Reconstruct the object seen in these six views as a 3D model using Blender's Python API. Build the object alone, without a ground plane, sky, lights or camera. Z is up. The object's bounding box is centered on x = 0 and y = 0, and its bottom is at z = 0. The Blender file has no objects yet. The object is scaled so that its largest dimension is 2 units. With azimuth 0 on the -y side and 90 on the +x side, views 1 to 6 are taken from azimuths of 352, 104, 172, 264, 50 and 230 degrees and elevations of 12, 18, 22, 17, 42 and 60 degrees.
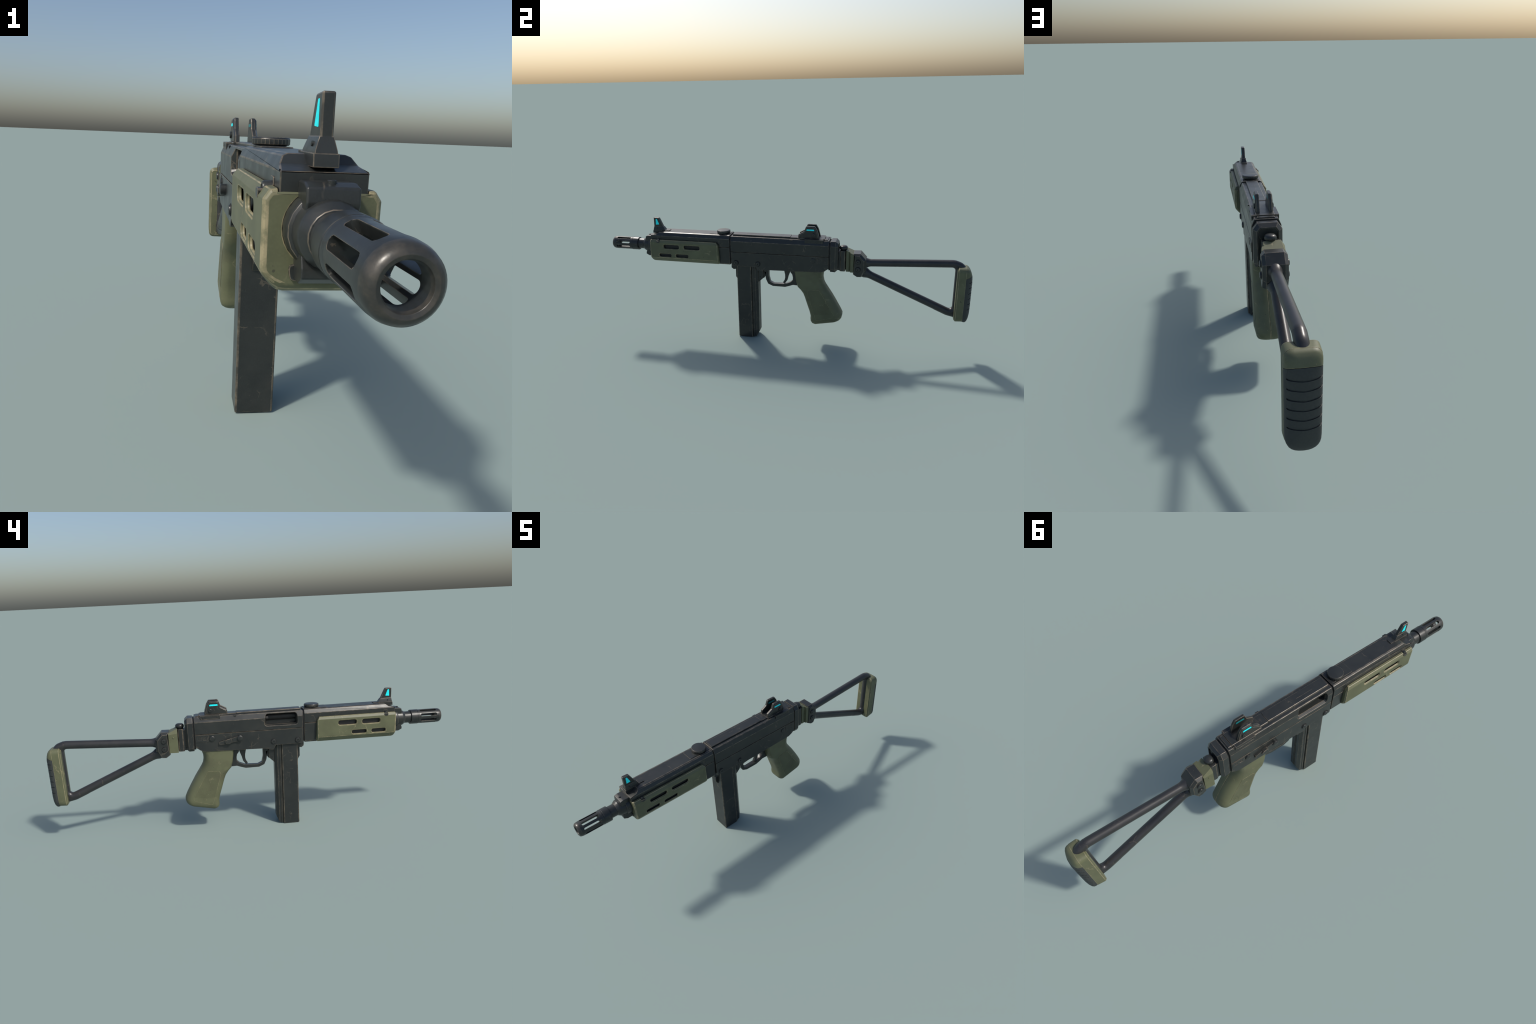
import bpy, bmesh, math
from math import sin, cos, pi, radians, hypot, atan2
from mathutils import Vector, Matrix

# ------------------------------------------------------------------ materials
def new_mat(name):
    m = bpy.data.materials.new(name); m.use_nodes = True
    nt = m.node_tree; nt.nodes.clear()
    out = nt.nodes.new('ShaderNodeOutputMaterial')
    b = nt.nodes.new('ShaderNodeBsdfPrincipled')
    nt.links.new(b.outputs[0], out.inputs[0])
    return m, nt, b

class N:
    """small wrapper to write node graphs briefly"""
    def __init__(s, nt): s.nt = nt; s.co = nt.nodes.new('ShaderNodeTexCoord').outputs['Object']
    def node(s, t, **k):
        n = s.nt.nodes.new(t)
        for a, v in k.items(): setattr(n, a, v)
        return n
    def put(s, sock, v):
        if isinstance(v, bpy.types.NodeSocket): s.nt.links.new(v, sock)
        else: sock.default_value = v
    def noise(s, scale, detail=4, rough=.55, dist=0., vec=None, stretch=None):
        n = s.node('ShaderNodeTexNoise'); v = vec or s.co
        if stretch:
            m = s.node('ShaderNodeMapping'); s.put(m.inputs['Vector'], v); m.inputs['Scale'].default_value = stretch; v = m.outputs[0]
        s.put(n.inputs['Vector'], v); n.inputs['Scale'].default_value = scale
        n.inputs['Detail'].default_value = detail; n.inputs['Roughness'].default_value = rough
        n.inputs['Distortion'].default_value = dist
        return n
    def ramp(s, fac, lo, hi, a=0., b=1.):
        n = s.node('ShaderNodeMapRange'); n.interpolation_type = 'SMOOTHSTEP'
        s.put(n.inputs[0], fac); n.inputs[1].default_value = lo; n.inputs[2].default_value = hi
        n.inputs[3].default_value = a; n.inputs[4].default_value = b
        return n.outputs[0]
    def math(s, op, a, b=0.):
        n = s.node('ShaderNodeMath', operation=op); s.put(n.inputs[0], a); s.put(n.inputs[1], b); return n.outputs[0]
    def mix(s, f, a, b):
        n = s.node('ShaderNodeMix', data_type='RGBA'); s.put(n.inputs['Factor'], f)
        s.put(n.inputs['A'], a if isinstance(a, bpy.types.NodeSocket) else (*a, 1)); s.put(n.inputs['B'], b if isinstance(b, bpy.types.NodeSocket) else (*b, 1))
        return n.outputs['Result']
    def scratches(s, scale, width, lo, hi, off=0.):
        """thin crack-like scratch lines, kept only in patches"""
        wob = s.noise(26, 3)
        mx = s.node('ShaderNodeVectorMath', operation='MULTIPLY_ADD')
        s.put(mx.inputs[0], wob.outputs['Color']); mx.inputs[1].default_value = (.035,)*3
        add = s.node('ShaderNodeVectorMath', operation='ADD'); s.put(add.inputs[0], s.co); add.inputs[1].default_value = (off, off*.7, -off)
        s.put(mx.inputs[2], add.outputs[0])
        v = s.node('ShaderNodeTexVoronoi', feature='DISTANCE_TO_EDGE'); s.put(v.inputs['Vector'], mx.outputs[0]); v.inputs['Scale'].default_value = scale
        line = s.ramp(v.outputs['Distance'], width*.35, width, 1, 0)
        patch = s.ramp(s.noise(17, 3, vec=add.outputs[0]).outputs[0], lo, hi)
        return s.math('MULTIPLY', line, patch)
    def specks(s, scale, lo, hi):
        return s.ramp(s.noise(scale, 2, .6).outputs[0], lo, hi)
    def bump(s, h, strength, dist=.001):
        n = s.node('ShaderNodeBump'); s.put(n.inputs['Height'], h); n.inputs['Strength'].default_value = strength; n.inputs['Distance'].default_value = dist
        return n.outputs[0]

TAN = (.155, .128, .094)
def metal(name, worn=0.0, base=(.0245, .0275, .0272), rough=.33, metallic=.15):
    m, nt, b = new_mat(name); g = N(nt)
    big = g.noise(9, 5).outputs[0]
    c = g.mix(g.ramp(big, .35, .68), [v*.86 for v in base], [base[0]*1.22, base[1]*1.17, base[2]*1.10])
    fine = g.noise(420, 2).outputs[0]
    c = g.mix(g.ramp(fine, .35, .75, 0, .35), c, [v*1.5 for v in base])
    scr = g.scratches(13, .020, .56, .66)
    scr2 = g.scratches(34, .03, .60, .68, 3.1)
    spk = g.math('MULTIPLY', g.specks(150, .70, .76), g.ramp(g.noise(12, 2).outputs[0], .45, .6))
    wear = g.math('MULTIPLY', g.math('MAXIMUM', g.math('MAXIMUM', scr, scr2), spk), .45)
    grime = g.ramp(g.noise(15, 6, .65).outputs[0], .52, .76, 0, .34)
    c = g.mix(grime, c, (.054, .049, .044))
    if worn:
        e = g.ramp(g.noise(30, 6, .7).outputs[0], .40, .62, worn*.24, worn)
        wear = g.math('MAXIMUM', wear, e)
    c = g.mix(wear, c, TAN)
    g.put(b.inputs['Base Color'], c)
    b.inputs['Metallic'].default_value = metallic
    g.put(b.inputs['Roughness'], g.ramp(g.noise(22, 5).outputs[0], .3, .7, rough-.03, rough+.05))
    g.put(b.inputs['Normal'], g.bump(fine, .10, .0006))
    return m

def polymer(name, worn=0.0, base=(.107, .113, .060), stipple=0.):
    m, nt, b = new_mat(name); g = N(nt)
    big = g.noise(11, 5).outputs[0]
    c = g.mix(g.ramp(big, .33, .66), [v*.86 for v in base], [v*1.10 for v in base])
    stain = g.ramp(g.noise(7.5, 4, .6, stretch=(1, 1, 1.6)).outputs[0], .53, .72, 0, .45)
    c = g.mix(stain, c, (.075, .070, .042))
    fine = g.noise(300, 3).outputs[0]
    c = g.mix(g.ramp(fine, .4, .7, 0, .22), c, [v*1.35 for v in base])
    scr = g.scratches(16, .022, .57, .66, 1.7)
    spk = g.math('MULTIPLY', g.specks(120, .70, .77), g.ramp(g.noise(13, 2).outputs[0], .45, .6))
    wear = g.math('MULTIPLY', g.math('MAXIMUM', scr, spk), .45)
    if worn:
        wear = g.math('MAXIMUM', wear, g.ramp(g.noise(30, 6, .7).outputs[0], .40, .60, worn*.30, worn))
    c = g.mix(wear, c, (.33, .28, .165))
    chip = g.math('MULTIPLY', g.specks(48, .715, .74), 1.0 if worn else .6)
    c = g.mix(chip, c, (.030, .028, .024))
    g.put(b.inputs['Base Color'], c)
    b.inputs['Roughness'].default_value = .50
    if stipple:
        v = g.node('ShaderNodeTexVoronoi'); g.put(v.inputs['Vector'], g.co); v.inputs['Scale'].default_value = 330
        g.put(b.inputs['Normal'], g.bump(v.outputs['Distance'], stipple, .0012))
    else:
        g.put(b.inputs['Normal'], g.bump(fine, .08, .0006))
    return m

def plain(name, col, rough=.6, emit=0.):
    m, nt, b = new_mat(name); g = N(nt)
    f = g.noise(200, 3).outputs[0]
    g.put(b.inputs['Base Color'], g.mix(g.ramp(f, .3, .7), [v*.9 for v in col], [min(1, v*1.08) for v in col]))
    b.inputs['Roughness'].default_value = rough
    if emit:
        b.inputs['Emission Color'].default_value = (*col, 1); b.inputs['Emission Strength'].default_value = emit
    return m

M_METAL = metal('gunmetal'); M_METAL_E = metal('gunmetal_worn_edge', .95)
M_TUBE = metal('tube_steel', base=(.029, .030, .032), rough=.33, metallic=.15)
M_GREEN = polymer('olive_polymer'); M_GREEN_E = polymer('olive_polymer_worn_edge', .95)
M_STIP = polymer('olive_polymer_stippled', 0, (.098, .103, .054), .5)
M_RUB = plain('rubber', (.036, .040, .039), .62); M_RUB_E = plain('rubber_edge', (.050, .053, .049), .6)
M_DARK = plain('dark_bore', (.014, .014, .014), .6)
M_GLOW = plain('cyan_insert', (.006, .86, .92), .45, .05)
M_GLOW2 = plain('cyan_insert_dim', (.012, .24, .26), .45)
M_LIP = metal('scuffed_muzzle', .30)
METAL = (M_METAL, M_METAL_E); GREEN = (M_GREEN, M_GREEN_E); RUBBER = (M_RUB, M_RUB_E)

# ------------------------------------------------------------------ mesh tools
def fillet(pts, r, n=3):
    """round the corners of a closed 2D polygon; r is one radius or one per corner"""
    out = []; L = len(pts)
    for i, p in enumerate(pts):
        ri = r[i] if isinstance(r, (list, tuple)) else r
        a = Vector(pts[i-1]); p = Vector(p); c = Vector(pts[(i+1) % L])
        if ri <= 0: out.append(tuple(p)); continue
        u = (a-p); v = (c-p); lu, lv = u.length, v.length; u /= lu; v /= lv
        ang = u.angle(v)
        if ang > pi-.05: out.append(tuple(p)); continue
        d = min(ri/math.tan(ang/2), lu*.48, lv*.48)
        A = p+u*d; B = p+v*d
        for k in range(n+1):
            t = k/n
            out.append(tuple(A*(1-t)**2 + p*(2*t*(1-t)) + B*t*t))
    return out

def area2(p): return sum(p[i-1][0]*p[i][1]-p[i][0]*p[i-1][1] for i in range(len(p)))/2

def place(axis, a, p):
    return {'x': (a, p[0], p[1]), 'y': (p[0], a, p[1]), 'z': (p[0], p[1], a)}[axis]

def loft(rings, caps=True, closed=False):
    bm = bmesh.new(); R = [[bm.verts.new(p) for p in r] for r in rings]; n = len(R[0])
    seq = list(range(len(R)-1))
    for i in seq:
        for j in range(n):
            bm.faces.new((R[i][j], R[i][(j+1) % n], R[i+1][(j+1) % n], R[i+1][j]))
    if closed:
        for j in range(n): bm.faces.new((R[-1][j], R[-1][(j+1) % n], R[0][(j+1) % n], R[0][j]))
    elif caps:
        bm.faces.new(R[0]); bm.faces.new(R[-1])
    bmesh.ops.recalc_face_normals(bm, faces=bm.faces)
    return bm

def prism(axis, pts, a0, a1):
    return loft([[place(axis, a, p) for p in pts] for a in (a0, a1)])

def box(x0, x1, y0, y1, z0, z1):
    return prism('z', [(x0, y0), (x1, y0), (x1, y1), (x0, y1)], z0, z1)

def revolve(axis, prof, c, seg=32, caps=True, phase=0.):
    """prof: (station along axis, radius) pairs; c: centre in the other two coordinates"""
    rings = []
    for s, r in prof:
        rings.append([place(axis, s, (c[0]+r*cos(2*pi*k/seg+phase), c[1]+r*sin(2*pi*k/seg+phase))) for k in range(seg)])
    return loft(rings, caps)

def inset(pts, d):
    """offset a closed polygon inward; d is one distance or one per point"""
    n = len(pts); s = 1 if area2(pts) > 0 else -1; out = []
    for i in range(n):
        a = Vector(pts[i-1]); p = Vector(pts[i]); c = Vector(pts[(i+1) % n])
        u = (p-a).normalized(); v = (c-p).normalized()
        nu = Vector((-u.y, u.x))*s; nv = Vector((-v.y, v.x))*s
        b = (nu+nv); b = b/max(b.length_squared, .4)*2
        di = d[i] if isinstance(d, (list, tuple)) else d
        out.append(tuple(p+b*di))
    return out

def cut(bm, cutter, op='DIFFERENCE'):
    obs = []
    for b in (bm, cutter):
        me = bpy.data.meshes.new('tmp'); b.to_mesh(me); b.free()
        o = bpy.data.objects.new('tmp', me); bpy.context.scene.collection.objects.link(o); obs.append(o)
    md = obs[0].modifiers.new('b', 'BOOLEAN'); md.operation = op; md.object = obs[1]; md.solver = 'EXACT'
    bpy.context.view_layer.update()
    ev = obs[0].evaluated_get(bpy.context.evaluated_depsgraph_get())
    out = bmesh.new(); out.from_mesh(ev.to_mesh()); ev.to_mesh_clear()
    for o in obs:
        me = o.data; bpy.data.objects.remove(o); bpy.data.meshes.remove(me)
    bmesh.ops.dissolve_limit(out, angle_limit=radians(.5), verts=out.verts, edges=out.edges)
    return out

def join(*bms):
    out = bmesh.new()
    for b in bms:
        me = bpy.data.meshes.new('tmp'); b.to_mesh(me); b.free(); out.from_mesh(me); bpy.data.meshes.remove(me)
    return out

def edge(bm, w=.0016, seg=2, ang=14, clamp=False):
    """chamfer every convex sharp edge; the narrow faces take the worn material"""
    bmesh.ops.remove_doubles(bm, verts=bm.verts, dist=1e-5)
    bm.normal_update()
    es = [e for e in bm.edges if len(e.link_faces) == 2 and e.is_convex and e.calc_face_angle(0) > radians(ang)]
    if es and w:
        bmesh.ops.bevel(bm, geom=es, offset=w, offset_type='OFFSET', segments=seg, profile=.5, affect='EDGES',
                        material=1 if w < .0021 else 0, clamp_overlap=clamp, loop_slide=True, harden_normals=False)
    return bm

ROOT = bpy.data.objects.new('submachine_gun', None)
bpy.context.scene.collection.objects.link(ROOT)
ROOT['label'] = 'dark worn metal submachine gun with olive grips, wire stock'
ROOT['category'] = 'gun'

def add(name, bm, mats=METAL, parent=None, smooth=38, wn=True):
    me = bpy.data.meshes.new(name); bm.to_mesh(me); bm.free()
    for m in mats: me.materials.append(m)
    me.shade_smooth(); me.set_sharp_from_angle(angle=radians(smooth))
    o = bpy.data.objects.new(name, me); bpy.context.scene.collection.objects.link(o)
    o.parent = parent or ROOT
    if wn:
        md = o.modifiers.new('wn', 'WEIGHTED_NORMAL'); md.keep_sharp = True; md.weight = 80
    return o

def copy(o, loc=(0, 0, 0), rot=(0, 0, 0), scale=(1, 1, 1)):
    c = o.copy(); bpy.context.scene.collection.objects.link(c); c.location = loc; c.rotation_euler = rot; c.scale = scale
    return c

def sym(pts):
    """mirror a half section (x >= 0, listed bottom to top) into a closed one"""
    return pts + [(-x, z) for x, z in reversed(pts)]

# ------------------------------------------------------------------ receiver
RW = .0553
upper = prism('y', sym([(.0543, .511), (.0543, .571), (.0435, .5955), (.0410, .5965)]), -.268, .270)
port = prism('x', fillet([(-.238, .534), (-.081, .536), (-.086, .5885), (-.236, .5870)], .010, 4), -.10, -.012)
# flared mouth of the ejection port
flare = loft([[place('x', x, p) for p in inset(fillet([(-.238, .534), (-.081, .536), (-.086, .5885), (-.236, .5870)], .010, 4), d)] for x, d in ((-.070, -.0115), (-.0405, .0))])
upper = cut(cut(upper, port), flare)
upper = cut(upper, box(-.07, .07, .2455, .2475, .593, .63))
receiver = add('receiver', edge(upper, .0018), smooth=16)

low_out = [(-.2675, .5095), (-.2675, .436), (-.262, .4318), (-.130, .4310), (-.124, .4225), (-.121, .4135), (-.116, .410), (-.098, .4105),
           (-.088, .415), (-.062, .4175), (.230, .4235), (.250, .432), (.262, .441), (.270, .445), (.270, .5095)]
lower = add('lower_receiver', edge(prism('x', low_out, -RW, RW), .0016, ang=30), parent=receiver)
# raised tab with two marks, either side
for s in (1, -1):
    tab = prism('x', fillet([(.204, .4725), (.2675, .4725), (.2675, .507), (.204, .507)], [.006, .002, .001, .001], 3), s*.050, s*.0572)
    for y in (.222, .248):
        tab = cut(tab, prism('x', fillet([(y-.0085, .482), (y+.0085, .482), (y+.0085, .500), (y-.0085, .500)], .003, 2), s*.0562, s*.06))
    tab = edge(tab, .0009)
    t = add('selector_tab', tab, parent=receiver)
    mk = []
    for y in (.222, .248):
        q = fillet([(y-.0045, .4865), (y+.0045, .4865), (y+.0045, .4955), (y-.0045, .4955)], .002, 2)
        mk.append(edge(cut(prism('x', q, s*.0556, s*.0570), prism('x', inset(q, .0016), s*.0545, s*.06)), .0004))
    add('selector_mark', join(*mk), parent=t)
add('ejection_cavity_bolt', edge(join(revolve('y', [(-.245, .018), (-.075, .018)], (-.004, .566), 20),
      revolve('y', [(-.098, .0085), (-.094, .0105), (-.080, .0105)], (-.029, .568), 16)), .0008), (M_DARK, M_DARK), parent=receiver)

# push pins and screws (axis along x): one mesh per kind
def screw(r, h, hole=.32, bev=.35):
    prof = [(-.004, r*1.0), (h*.55, r), (h*.88, r*.90), (h, r*.70), (h, r*hole), (h*.45, r*hole*.9)]
    return revolve('x', prof, (0, 0), 28)
recv_screw = add('receiver_screw', screw(.0125, .0065, .22), parent=receiver, wn=False)
recv_screw.location = (-.0545, -.240, .4505)
for x, y, rz in ((-.0545, -.1175, 0), (.0548, -.240, pi), (.0548, -.1165, pi)):
    copy(recv_screw, (x, y, .4505), (0, 0, rz))
def washer(r0, r1, h): return revolve('x', [(-.002, r1), (h, r1), (h, r0), (-.002, r0)], (0, 0), 28, caps=False)
wsh = add('screw_collar', washer(.0128, .0152, .0012), (M_DARK, M_METAL_E), parent=receiver, wn=False)
wsh.location = (-.0553, -.240, .4505)
for x, y, rz in ((-.0553, -.1175, 0), (.0553, -.240, pi), (.0553, -.1165, pi)):
    copy(wsh, (x, y, .4505), (0, 0, rz))
for o in (recv_screw, wsh): o.rotation_euler = (0, 0, pi)
for c in bpy.data.objects:
    if (c.name.startswith('receiver_screw.') or c.name.startswith('screw_collar.')):
        c.rotation_euler = (0, 0, pi if c.location.x < 0 else 0)
button = add('takedown_button', revolve('x', [(-.004, .0138), (.0045, .0138), (.0062, .0120), (.0068, .0085), (.0068, .0002)], (0, 0), 28), parent=receiver, wn=False)
button.location = (-.0545, .187, .4865); button.rotation_euler = (0, 0, pi)
copy(button, (.0545, .187, .4865), (0, 0, 0), (.65, 1, 1))
# fire selector lever on the left
lev = []
lev.append(edge(prism('x', fillet([(.036, .489), (.050, .494), (.100, .482), (.124, .477), (.154, .469), (.156, .457), (.148, .4535), (.118, .4565), (.058, .468), (.040, .474)], .006, 3), -.0650, -.0535), .0018))
lev.append(edge(prism('x', fillet([(.092, .486), (.116, .481), (.125, .473), (.122, .459), (.104, .4575), (.090, .466)], .006, 3), -.0730, -.058), .0020, 3))
lev.append(revolve('x', [(-.0530, .0145), (-.0680, .0148), (-.0705, .0125), (-.0712, .009), (-.0712, .0002)], (.050, .4815), 28))
add('selector_lever', join(*lev), parent=receiver)
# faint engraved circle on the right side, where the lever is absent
add('engraved_circle', revolve('x', [(.0545, .0300), (.0555, .0300), (.0555, .0293), (.0545, .0293)], (.095, .472), 40, caps=False), (M_METAL,), parent=receiver, wn=False)

# top cover: two strips with a step
cov = edge(prism('y', sym([(.0258, .590), (.0258, .6020), (.0238, .6045)]), -.2625, .0585), .0012)
cov2 = join(edge(prism('y', sym([(.0272, .590), (.0272, .6010), (.0252, .6030)]), .0605, .1010), .0010),
            edge(prism('y', sym([(.0350, .590), (.0350, .6010), (.0330, .6035)]), .0995, .2445), .0012))
cov3 = edge(prism('y', sym([(.033, .590), (.033, .5985), (.030, .6005)]), .2455, .262), .0012)
cov4 = edge(prism('x', [(.0585, .598), (.0605, .598), (.0605, .6020), (.0585, .6020)], -.0245, .0245), 0)
cover = add('dust_cover', join(cov, cov2, cov4), parent=receiver)
add('cover_scribe', box(-.0035, -.0025, -.190, -.105, .6035, .6049), (M_METAL_E, M_METAL_E), parent=cover, wn=False)
add('cover_step', cov3, parent=receiver)
for s in (1, -1):
    add('notch_mark', edge(prism('x', [(.058, .5945), (.076, .5945), (.067, .584)], s*.040, s*.0482), .0006), parent=receiver)

# rear ring / buffer housing
def oct_sec(w, z0, z1, ct, cb):
    return sym([(w-cb[0], z0), (w, z0+cb[1]), (w, z1-ct[1]), (w-ct[0], z1)])
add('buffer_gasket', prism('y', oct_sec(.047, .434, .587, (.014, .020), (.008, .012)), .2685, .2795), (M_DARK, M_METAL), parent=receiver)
sec = oct_sec(.0525, .4265, .5930, (.0165, .0235), (.0075, .015))
buf = loft([[place('y', y, p) for p in inset(sec, d)] for y, d in ((.2775, .0008), (.3035, 0), (.3175, .0125))])
buf = cut(buf, prism('y', inset(sec, .019), .3125, .33))
buffer = add('buffer_housing', edge(buf, .0013), parent=receiver)

# ------------------------------------------------------------------ rear sights
blade0 = [(.217, .600), (.212, .622), (.204, .6475), (.192, .6670), (.1465, .6680), (.1415, .659), (.1345, .6385), (.104, .622), (.1015, .600)]
sf = lambda d: fillet(inset(blade0, d), [0, 0, .006, .006, .005, .004, .008, .004, 0], 3)
for s in (1, -1):
    rs = loft([[place('x', s*x, p) for p in sf(d)] for x, d in ((.0168, .0012), (.0182, 0), (.0275, 0), (.0325, .0055))])
    sight = add('rear_sight', edge(rs, .0011, ang=30))
    for x0, x1, gm in ((.0315, .0332, M_GLOW), (.0176, .0161, M_GLOW2)):
        g = prism('x', fillet([(.1475, .6450), (.1905, .6450), (.1865, .6525), (.1490, .6525)], .002, 2), s*x0, s*x1)
        add('glow_bar', g, (gm,), parent=sight, wn=False)
    add('sight_screw', revolve('x', [(s*.031, .0095), (s*.0358, .0095), (s*.0370, .0080), (s*.0370, .003), (s*.0355, .0026)], (.1865, .6215), 24), parent=sight, wn=False)
    base = prism('x', fillet([(.1405, .5815), (.2395, .5815), (.2395, .6020), (.1405, .6020)], .003, 2), s*.034, s*.0505)
    base = cut(base, prism('x', fillet([(.147, .5855), (.233, .5855), (.233, .598), (.147, .598)], .004, 2), s*.0492, s*.06))
    add('sight_base', edge(base, .0010), parent=sight)
    for y in (.155, .226):
        add('sight_base_pin', revolve('x', [(s*.048, .0035), (s*.0502, .0033), (s*.0506, .0022)], (y, .592), 14), parent=sight, wn=False)

# ------------------------------------------------------------------ fore body
fore = prism('y', sym([(.046, .4335), (.0505, .440), (.0543, .532), (.0543, .5810), (.0446, .5980), (.0375, .6008)]), -.7405, -.276)
fore = cut(fore, loft([[(-.1, -.76, .580), (.1, -.76, .580), (.1, -.76, .66), (-.1, -.76, .66)],
                       [(-.1, -.7395, .5815), (.1, -.7395, .5815), (.1, -.7395, .66), (-.1, -.7395, .66)],
                       [(-.1, -.708, .5885), (.1, -.708, .5885), (.1, -.708, .66), (-.1, -.708, .66)],
                       [(-.1, -.690, .6018), (.1, -.690, .6018), (.1, -.690, .66), (-.1, -.690, .66)]]))
fore = cut(fore, box(-.1, .1, -.80, -.338, .40, .5335))          # only the top half runs forward
fore = cut(cut(fore, box(.0534, .1, -.80, -.26, .532, .534)), box(-.1, -.0534, -.80, -.26, .532, .534))
forebody = add('fore_body', edge(fore, .0018), smooth=16)
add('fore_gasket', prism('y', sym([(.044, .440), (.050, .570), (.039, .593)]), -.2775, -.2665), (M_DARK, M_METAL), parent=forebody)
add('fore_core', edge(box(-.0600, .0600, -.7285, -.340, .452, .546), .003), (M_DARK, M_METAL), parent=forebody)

# olive handguard shell with slots
hraw = sym([(.0515, .4315), (.0738, .4580), (.0738, .5480), (.0655, .5600), (.0500, .5615)])
hrad = [.020, .020, .004, .003, 0, 0, .003, .004, .020, .020]
hg_r = []
for y, d, lift in ((-.7415, .0062, .0110), (-.7400, .0028, .0085), (-.7370, .0007, .0052), (-.7320, 0, .0022), (-.7240, 0, 0), (-.3420, 0, 0), (-.3345, .0065, 0)):
    q = fillet(inset(hraw, d), hrad, 2)
    hg_r.append([place('y', y, (x, z+lift*max(0, (.458-z)/.0265))) for x, z in q])   # the nose rolls up underneath
# lower edge of the rear end runs a little further back
for i, (x, y, z) in enumerate(hg_r[6]):
    t = (z-.4325)/.129; hg_r[6][i] = (x, y-.004*max(0, t), z)
hg = loft(hg_r)
# clipped upper rear corners
for s in (1, -1):
    hg = cut(hg, prism('x', [(-.357, .5700), (-.357, .5640), (-.349, .5585), (-.3385, .5440), (-.325, .540), (-.325, .5700)], s*.0, s*.1))
hg = cut(hg, prism('y', sym([(x, z if z < .54 else .5480) for x, z in inset(hraw, .0080)[:4]]), -.7310, -.3440))
hg = cut(hg, box(-.0548, .0548, -.35, -.30, .5320, .62))
hg = cut(hg, box(-.0553, .0553, -.76, -.30, .5560, .62))
hg = cut(hg, revolve('y', [(-.76, .0485), (-.72, .0485)], (0, .514), 32))
def slot(y0, y1, zc, h):
    q = fillet([(y0, zc-h/2), (y1, zc-h/2), (y1, zc+h/2), (y0, zc+h/2)], h*.46, 5)
    return loft([[place('x', x, p) for p in inset(q, d)] for x, d in ((-.1, -.0015), (-.0715, -.0015), (-.069, .0008), (.069, .0008), (.0715, -.0015), (.1, -.0015))])
for a in ((-.6590, -.5665, .5240, .0235), (-.5385, -.4445, .5250, .0235), (-.6880, -.6150, .4735, .0195), (-.5890, -.5140, .4735, .0195)):
    hg = cut(hg, slot(*a))
handguard = add('handguard', edge(hg, .0018, ang=20), GREEN)
for s in (1, -1):
    pn = revolve('x', [(s*.050, .0105), (s*.0655, .0098), (s*.0680, .0085), (s*.0688, .0058), (s*.0668, .0045), (s*.0668, .0005)], (-.6910, .5560), 24)
    brk = prism('x', fillet([(-.7025, .5570), (-.6785, .5570), (-.6835, .5440), (-.6975, .5440)], .004, 3), s*.060, s*.0746)
    brk2 = prism('x', fillet([(-.7040, .5590), (-.6770, .5590), (-.6800, .5720), (-.7010, .5720)], .004, 3), s*.050, s*.0560)
    add('handguard_pin', join(edge(pn, 0), edge(brk, .001), edge(brk2, .001)), parent=handguard)

# disassembly knob and its rail on top
rail = edge(prism('z', fillet([(-.030, -.3945), (.030, -.3945), (.030, -.281), (-.030, -.281)], .002, 2), .596, .6030), .0010)
rail2 = add('knob_rail', rail, parent=forebody)
KS = 56
kr = []
for z, r, kn in ((.6000, .0300, 0), (.6040, .0305, 0), (.6045, .0345, 1), (.6065, .0370, 1), (.6160, .0370, 1), (.6183, .0355, 1), (.6193, .0340, 0), (.6195, .0002, 0)):
    kr.append([((r-(.0011 if kn and k % 2 else 0))*cos(2*pi*k/KS), -.3225+(r-(.0011 if kn and k % 2 else 0))*sin(2*pi*k/KS), z) for k in range(KS)])
add('takedown_knob', edge(loft(kr), .0005, 2, 32), (M_METAL, M_METAL_E), parent=forebody, smooth=28, wn=False)

# ------------------------------------------------------------------ front sight
fs = []
prof = [(-.7405, .590), (-.7350, .6230), (-.7345, .6745), (-.7050, .6725), (-.6985, .6640), (-.6800, .6215), (-.6700, .6070), (-.6560, .602), (-.665, .590)]
prof_up = fillet([(-.7380, .606), (-.7362, .6230), (-.7362, .6740), (-.7040, .6725), (-.6975, .6600), (-.6800, .6210), (-.6690, .606)], [0, .004, .003, .005, .006, .02, 0], 3)
b = loft([[(s*(.0082-e), q[0], q[1]) for q in inset(prof_up, d)] for s, e, d in ((-1, 0, .0018), (-1, .0018, 0), (1, .0018, 0), (1, 0, .0018))])
b = loft([[(s*w, q[0], q[1]) for q in inset(prof_up, d)] for s, w, d in ((-1, .0082, .0016), (-1, .0066, 0), (1, .0066, 0), (1, .0082, .0016))])
fs.append(edge(b, .0010, ang=32))
foot = loft([[(-w, y0, z), (w, y0, z), (w, y1, z), (-w, y1, z)] for z, y0, y1, w in ((.600, -.7400, -.6660, .0145), (.606, -.7388, -.6690, .0138), (.6150, -.7372, -.6740, .0112), (.6228, -.7362, -.6790, .0088), (.6238, -.7352, -.6810, .0060))])
fs.append(edge(foot, .0011, ang=20))
fs.append(edge(prism('x', [(-.7420, .5860), (-.7405, .6030), (-.6660, .6040), (-.6580, .5980), (-.6580, .5860)], -.0160, .0160), .0014))
fs.append(edge(box(-.0135, .0135, -.668, -.642, .595, .6045), .0010))
front_sight = add('front_sight', join(*fs))
gq = fillet([(-.7045, .6345), (-.7245, .6330), (-.7232, .6660), (-.7163, .6655)], .0015, 2)
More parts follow.
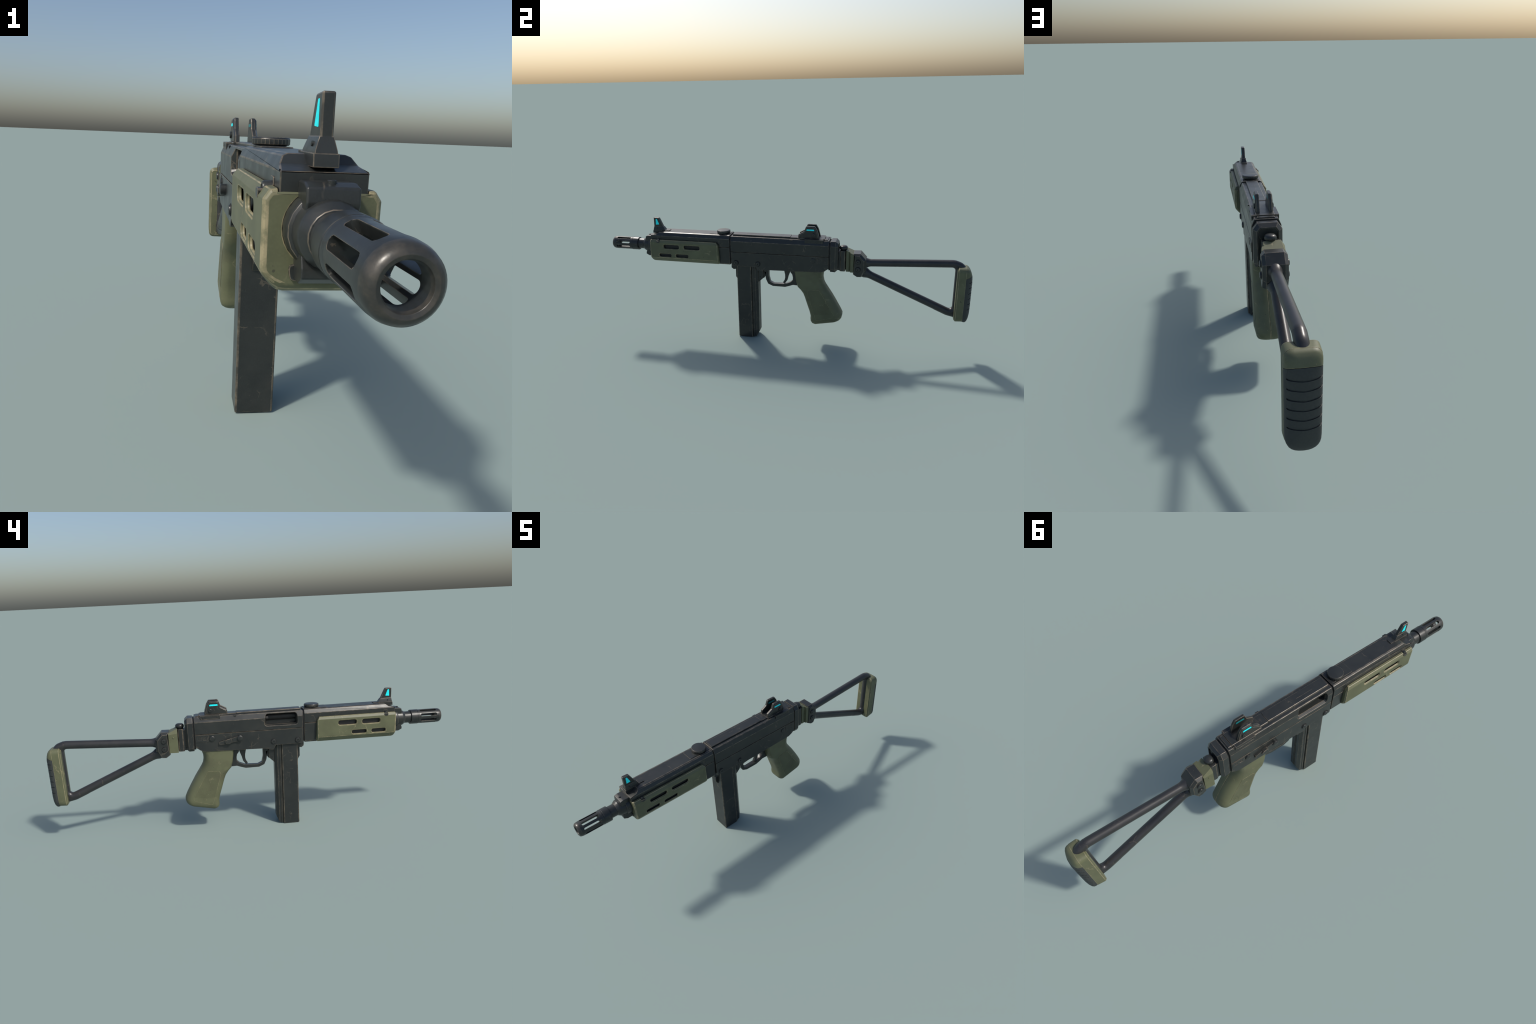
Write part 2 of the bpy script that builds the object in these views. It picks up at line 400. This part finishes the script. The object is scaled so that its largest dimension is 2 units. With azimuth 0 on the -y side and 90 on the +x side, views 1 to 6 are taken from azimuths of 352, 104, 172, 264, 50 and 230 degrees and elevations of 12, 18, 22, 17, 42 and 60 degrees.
for s in (1, -1):
    add('glow_wedge', prism('x', gq, s*.0074, s*.0085), (M_GLOW,), parent=front_sight, wn=False)
    add('sight_pin', revolve('x', [(s*.011, .0035), (s*.0138, .0033), (s*.0143, .002)], (-.716, .6135), 14), parent=front_sight, wn=False)

# ------------------------------------------------------------------ barrel, gas block and flash hider
AX = (-.001, .514)
g1 = revolve('y', [(-.735, .0480), (-.7560, .0480), (-.7640, .0455), (-.7660, .0415), (-.7900, .0405), (-.7950, .0385), (-.8060, .0315), (-.8070, .0295)], AX, 20, phase=pi/20)
boss = prism('x', [(-.735, .530), (-.735, .5715), (-.7680, .5715), (-.7840, .5670), (-.7860, .5480), (-.7800, .530)], -.0315, .0315)
boss2 = edge(prism('x', [(-.735, .4530), (-.7700, .4530), (-.7880, .4630), (-.7870, .4740), (-.780, .490), (-.735, .490)], -.0330, .0310), .0022, 2)
pad = edge(prism('y', fillet([(-.037, .4495), (.037, .4495), (.040, .470), (-.040, .470)], .006, 2), -.7460, -.735), .0012)
plug = revolve('z', [(.568, .0055), (.5735, .0055), (.5745, .0045), (.5745, .0015)], (0, -.7700), 16)
gas = add('gas_block', join(edge(g1, .0008, ang=30), edge(boss, .0030, 3, ang=12), boss2, pad, plug), smooth=35)
barrel = add('barrel', revolve('y', [(-.800, .0295), (-.846, .0295)], AX, 32), wn=False, parent=gas)

SEG = 48
out_p = [(-.8385, .0290), (-.8390, .0350), (-.8410, .0362), (-.8700, .0362), (-.8712, .0354), (-.8735, .0354), (-.8745, .0362), (-.8790, .0362), (-.8830, .0350), (-.9720, .0352), (-.9860, .0345),
         (-.9940, .0326), (-.9985, .0288), (-1.000, .0250), (-.9985, .0212), (-.9940, .0196), (-.9780, .0196), (-.9760, .0218), (-.8900, .0218), (-.8860, .0120), (-.8840, .0002)]
HX = (.0000, .5135)
fh = revolve('y', [(y, r*1.015) for y, r in out_p], HX, SEG)
sl = []
for k in range(8):
    a = pi/8+k*pi/4
    # a straight slot with half-round ends, pushed out radially
    w = .0067; c = fillet([(-.8885, -w), (-.8885, w), (-.9730, w), (-.9730, -w)], .0066, 6)
    rad = Vector((cos(a), 0, sin(a))); tan = Vector((-sin(a), 0, cos(a)))
    sl.append(loft([[Vector((HX[0], 0, HX[1]))+rad*r+tan*(p[1]*f)+Vector((0, p[0], 0)) for p in c] for r, f in ((.0150, .9), (.0330, 1.), (.0450, 1.6))]))
for s_ in sl: fh = cut(fh, s_)
fh = edge(fh, .0005, ang=40)
for f in fh.faces:      # scuffed lip
    if f.calc_center_median().y < -.9900: f.material_index = 2
brake = add('flash_hider', fh, (M_METAL, M_METAL_E, M_LIP), smooth=34)

# ------------------------------------------------------------------ magazine and well parts
mag = []
mag.append(edge(prism('z', fillet([(-.0438, -.2412), (.0438, -.2412), (.0438, -.1595), (-.0438, -.1595)], .0035, 2), .0, .440), .0015))
rear_sec = sym([(.0345, -.170), (.0345, -.1575), (.0380, -.1560), (.0380, -.1490), (.0350, -.1475), (.0350, -.1374), (.0242, -.1237)])
rm = prism('z', rear_sec, .003, .440)
rm = cut(rm, prism('x', [(-.1400, -.01), (-.1400, .003), (-.1350, .010), (-.1180, .046), (-.10, .046), (-.10, -.01)], -.1, .1))
rm = cut(rm, join(box(-.0050, -.0020, -.1265, -.10, .03, .45), box(.0020, .0050, -.1265, -.10, .03, .45)))
mag.append(edge(rm, .0010))
magazine = add('magazine', join(*mag))
fr = [edge(prism('x', [(-.2560, .430), (-.2560, .3550), (-.2440, .3360), (-.2360, .3360), (-.2360, .430)], -.0165, .0165), .0016)]
fr.append(edge(prism('x', fillet([(-.2740, .440), (-.2740, .4130), (-.2620, .4040), (-.2380, .4080), (-.2380, .440)], .003, 2), -.0360, .0360), .0014))
add('magazine_well_lip', join(*fr), parent=receiver)
mc = [edge(prism('x', fillet([(-.0985, .420), (-.0940, .3760), (-.0975, .3560), (-.1250, .3300), (-.1350, .3300), (-.1350, .420)], [0, .006, .010, .004, 0, 0], 3), -.0210, .0210), .0014)]
mc.append(edge(box(-.0215, .0215, -.128, -.104, .400, .4125), .001))
for s in (1, -1): mc.append(revolve('x', [(s*.019, .0045), (s*.0225, .0043), (s*.0230, .0025)], (-.1150, .3620), 16))
mc.append(edge(prism('x', fillet([(-.101, .398), (-.0800, .390), (-.0840, .3700), (-.0930, .3560), (-.101, .352)], .004, 2), -.0120, .0120), .001))
add('magazine_catch', join(*mc), parent=receiver)

# ------------------------------------------------------------------ trigger group
outer = [(-.1010, .4200), (-.0960, .4010), (-.0895, .3820), (-.0830, .3470), (-.0715, .3220), (-.0440, .3100), (.0250, .3095), (.0480, .3165), (.0700, .3245), (.1080, .3225), (.1080, .4260)]
inner = [(.0520, .4260), (.0560, .3980), (.0660, .3850), (.0690, .3700), (.0685, .3530), (.0560, .3400), (.0290, .3280), (-.0380, .3250), (-.0595, .3350), (-.0665, .3660), (-.0660, .4260)]
guard = edge(prism('x', outer+inner, -.0120, .0120), .0016, 2, ang=30)
tg = add('trigger_guard', guard)
add('guard_pin', join(*[revolve('x', [(s*.011, .0050), (s*.0130, .0048), (s*.0135, .003)], (-.0820, .4020), 16) for s in (1, -1)]), parent=tg, wn=False)
trig = fillet([(.0130, .4260), (.0205, .4000), (.0245, .3820), (.0250, .3650), (.0215, .3490), (.0130, .3360), (.0170, .3300), (.0250, .3320), (.0370, .3480), (.0430, .3720), (.0520, .3960), (.0600, .4260)], [0, .01, .01, .01, .006, .002, .002, .006, .01, .01, .008, 0], 2)
add('trigger', edge(prism('x', trig, -.0085, .0085), .0022, 2, ang=30), parent=tg)

# ------------------------------------------------------------------ pistol grip
# slices across the grip: front point, back point (y, z), half width, depth of the front and back rounding
GW = .0515
slices = [((.0810, .4222), (.2450, .4235), .0508, .012, .030), ((.0838, .4000), (.2375, .4000), .0508, .012, .032), ((.0910, .3550), (.2365, .3780), .0508, .013, .034),
          ((.0985, .3270), (.2410, .3550), .0510, .016, .035), ((.1150, .3085), (.2490, .3390), GW, .025, .037), ((.1290, .2890), (.2660, .3130), GW, .030, .040),
          ((.1380, .2670), (.2860, .2830), GW, .032, .042), ((.1508, .2270), (.3090, .2440), GW, .032, .043), ((.1655, .1830), (.3335, .2000), GW, .031, .042),
          ((.1720, .1570), (.3440, .1770), GW+.0008, .028, .038), ((.1710, .1410), (.3435, .1640), GW+.0008, .026, .034), ((.1725, .1270), (.3405, .1530), GW-.0006, .023, .032),
          ((.1780, .1165), (.3335, .1435), GW-.0045, .020, .030), ((.1870, .1105), (.3235, .1370), GW-.0110, .018, .026), ((.2000, .1090), (.3090, .1325), GW-.0210, .014, .020)]
def grip_slice(f, b, w, rf, rb):
    f = Vector((f[0], f[1])); b = Vector((b[0], b[1])); L = (b-f).length; u = (b-f)/L
    half = []
    K = 7
    for k in range(K+1):                      # rounded front
        t = pi/2*k/K; half.append((w*(.42+.58*sin(t)) if k else w*.30, rf*(1-cos(t))))
    for k in range(1, 4): half.append((w, rf+(L-rf-rb)*k/4))
    for k in range(K, -1, -1):                # rounder back
        t = pi/2*k/K; half.append((w*(.22+.78*sin(t)), L-rb*(1-cos(t))))
    half += [(.0013, L), (.0004, L-.0022)]    # parting line down the back
    pts = [(x, f+u*d) for x, d in half]; pts += [(-x, p) for x, p in reversed(pts)]
    return [(x, p.x, p.y) for x, p in pts]
grip = add('pistol_grip', edge(loft([grip_slice(*q) for q in slices]), .0012, ang=34), GREEN, smooth=34)
panel = fillet([(.2210, .3170), (.1640, .3140), (.1560, .3010), (.2060, .1420), (.2130, .1400), (.2960, .1660), (.3010, .1790)], [.008, .006, .006, .004, .003, .005, .010], 4)
for s in (1, -1):
    rim = cut(prism('x', inset(panel, -.0016), s*.048, s*.0524), prism('x', panel, s*.04, s*.07))
    add('grip_panel_rim', edge(rim, .0005), GREEN, parent=grip)
    add('grip_panel', prism('x', panel, s*.048, s*.0519), (M_STIP, M_GREEN_E), parent=grip, wn=False)
    q = fillet([(.2530, .1920), (.2700, .1880), (.2830, .1740), (.2740, .1600), (.2570, .1560), (.2480, .1640)], .006, 3)
    add('grip_emblem', edge(cut(prism('x', q, s*.050, s*.0526), prism('x', inset(q, .0022), s*.04, s*.07)), .0005), (M_STIP, M_GREEN), parent=grip)

# ------------------------------------------------------------------ folding stock
SX = -.0060
hinge = []
hinge.append(edge(prism('z', fillet([(SX-.030, .3245), (SX+.033, .3245), (SX+.033, .3560), (SX-.030, .3560)], .010, 4), .4275, .5400), .0020, 3))
hinge.append(edge(box(SX-.027, SX+.030, .310, .330, .432, .536), .002))
hinge.append(revolve('z', [(.536, .0160), (.546, .0160)], (SX+.002, .3425), 24))
stock = add('stock_hinge', join(*hinge))
add('hinge_knob', revolve('z', [(.5420, .0150), (.5435, .0190), (.5460, .0212), (.5535, .0218), (.5585, .0200), (.5620, .0160), (.5640, .0110), (.5645, .0002)], (SX+.002, .3425), 32), parent=stock, wn=False, smooth=60)
# olive collar: proud on the left, stepped with a groove on the right
col = prism('z', fillet([(SX-.0460, .3550), (SX+.0300, .3590), (SX+.0300, .3740), (SX+.0265, .3780), (SX+.0395, .3830), (SX+.0395, .4000), (SX-.0430, .4000)], .0025, 2), .4270, .560)
col = cut(col, prism('x', [(.34, .5480), (.356, .5460), (.404, .5235), (.404, .60), (.34, .60)], -.1, .1))
for s in (1, -1):
    col = cut(col, loft([[(SX+s*.0260, .34, .5600), (SX+s*.0620, .34, .5050), (SX+s*.09, .34, .56)], [(SX+s*.0260, .42, .5400), (SX+s*.0620, .42, .4850), (SX+s*.09, .42, .56)]]))
collar = add('stock_collar', edge(col, .0012, ang=25, clamp=True), GREEN, parent=stock)
add('collar_rivet', revolve('x', [(SX-.040, .0040), (SX-.0463, .0040), (SX-.0470, .0028), (SX-.0470, .0003)], (.3760, .5040), 16), GREEN, parent=collar, wn=False)
blk_o = [(.3970, .5300), (.4340, .5310), (.4640, .4980), (.4660, .4380), (.4400, .4020), (.4180, .4010), (.3970, .4160)]
blk = loft([[place('x', SX+x, p) for p in inset(blk_o, [d, d, d, d, d*.5, d*.5, d*.3])] for x, d in ((-.0450, .0110), (-.0325, 0), (.0325, 0), (.0450, .0110))])
block = add('stock_block', edge(blk, .0013), parent=stock)
ss = add('stock_screw', screw(.0120, .0060, .22), parent=block, wn=False)
ss.location = (SX-.0450, .4235, .4890); ss.rotation_euler = (0, 0, pi)
for x, z, rz in ((-.0450, .4480, pi), (.0450, .4890, 0), (.0450, .4480, 0)):
    copy(ss, (SX+x, .4235, z), (0, 0, rz))
sc = add('stock_screw_collar', washer(.0122, .0150, .0008), (M_DARK, M_METAL_E), parent=block, wn=False)
sc.location = (SX-.0450, .4235, .4890); sc.rotation_euler = (0, 0, pi)
for x, z, rz in ((-.0450, .4480, pi), (.0450, .4890, 0), (.0450, .4480, 0)):
    copy(sc, (SX+x, .4235, z), (0, 0, rz))

# bent tube: one swept path in the y-z plane
def arc_path(pts, rads, step=8):
    out = []
    for i, p in enumerate(pts):
        p = Vector(p); r = rads[i]
        if r == 0: out.append(p); continue
        u = (Vector(pts[i-1])-p).normalized(); v = (Vector(pts[i+1])-p).normalized()
        ang = u.angle(v); d = r/math.tan(ang/2); bis = (u+v).normalized(); c = p+bis*(r/sin(ang/2))
        A = p+u*d-c; B = p+v*d-c; tot = A.angle(B); sgn = 1 if A.x*B.y-A.y*B.x > 0 else -1
        for k in range(step+1):
            t = sgn*tot*k/step; out.append(c+Vector((A.x*cos(t)-A.y*sin(t), A.x*sin(t)+A.y*cos(t))))
    return out
def sweep(path, radii, x, seg=24):
    rings = []
    for i, p in enumerate(path):
        a = path[max(0, i-1)]; b = path[min(len(path)-1, i+1)]
        t = (b-a).normalized(); n = Vector((-t.y, t.x)); r = radii(i, p) if callable(radii) else radii
        rings.append([(x+r*cos(2*pi*k/seg), p.x+n.x*r*sin(2*pi*k/seg), p.y+n.y*r*sin(2*pi*k/seg)) for k in range(seg)])
    return loft(rings)
TR = .0200
def flare_r(i, p):
    return TR + .009*min(1, max(0, (.488-p.x)/.028))**1.6
lz = lambda y: .3245-.4355*(y-.675)
top_pts = [(.448, .4735), (.458, .4738), (.466, .4741), (.474, .4745), (.482, .4749), (.490, .4752), (.9330, .4972), (.9330, lz(.9330)+.0), (.490, lz(.490)), (.482, lz(.482)), (.474, lz(.474)), (.462, lz(.462)), (.452, lz(.452)), (.430, .4300)]
TX = -.004
top_pts = [(y, z+.0008) for y, z in top_pts]
tube = sweep(arc_path(top_pts, [0]*6+[.036, .034]+[0]*6, 12), flare_r, TX)
low_t = sweep(arc_path([(.830, lz(.830)), (.890, lz(.890)), (.950, .2170)], [0, .05, 0], 8), TR*1.004, TX)
stub = sweep(arc_path([(.905, .4960), (.9350, .4860), (.958, .4600)], [0, .03, 0], 6), TR*1.02, TX)
tubes = add('stock_tube', join(tube, low_t, stub), (M_TUBE, M_METAL_E), parent=stock, smooth=50, wn=False)

# butt plate (olive) and recoil pad (rubber)
BW = .0505; BX = -.0025
def rrect(w, z0, z1, rt, rb, n=5): return fillet([(-w, z0), (w, z0), (w, z1), (-w, z1)], [rb, rb, rt, rt], n)
bp = loft([[place('y', y, (p[0]+BX, p[1])) for p in rrect(w, z0, z1, rt, rb)] for y, w, z0, z1, rt, rb, sh in
           ((.9215, BW-.0070, .2030, .4760, .016, .012, 0), (.9290, BW, .1935, .4855, .020, .022, 0), (.9640, BW, .1905, .4855, .026, .038, 0))])
plate = add('butt_plate', edge(bp, .0012, ang=28), GREEN, parent=stock)
def pad_ring(y, w, z0, z1, e=0):
    return [place('y', y, (p[0]+BX, p[1])) for p in rrect(w-e, z0+e, z1-e, min(.027, w*.95), min(.046, w*.97), 7)]
stations = [(.9635, .0500, .1880, .4850), (.9720, .0494, .1850, .4835), (.9790, .0474, .1850, .4790), (.9860, .0417, .1910, .4700),
            (.9920, .0325, .2050, .4570), (.9970, .0190, .2280, .4400), (1.0000, .0060, .2700, .4050)]
cap = loft([pad_ring(*s) for s in stations])
cap = cut(cap, prism('x', [(.95, .4330), (.964, .4340), (1.02, .4600), (1.02, .52), (.95, .52)], -.1, .1), 'INTERSECT')
add('butt_cap', edge(cap, .0010, ang=40), GREEN, parent=plate)
rub = loft([pad_ring(*s) for s in stations])
rub = cut(rub, prism('x', [(.95, .4320), (.964, .4330), (1.02, .4588), (1.02, .10), (.95, .10)], -.1, .1), 'INTERSECT')
core = lambda: loft([pad_ring(y-.0024, w, z0, z1, .0022) for y, w, z0, z1 in stations])
for z in (.4130, .3840, .3545, .3255, .2965, .2675):
    g = prism('y', fillet([(-.060, z-.0026), (.0425, z-.0026), (.0425, z+.0026), (-.060, z+.0026)], .0024, 3), .972, 1.02)
    rub = cut(rub, cut(g, core()))
add('recoil_pad', edge(rub, .0008, ang=40), RUBBER, parent=plate)
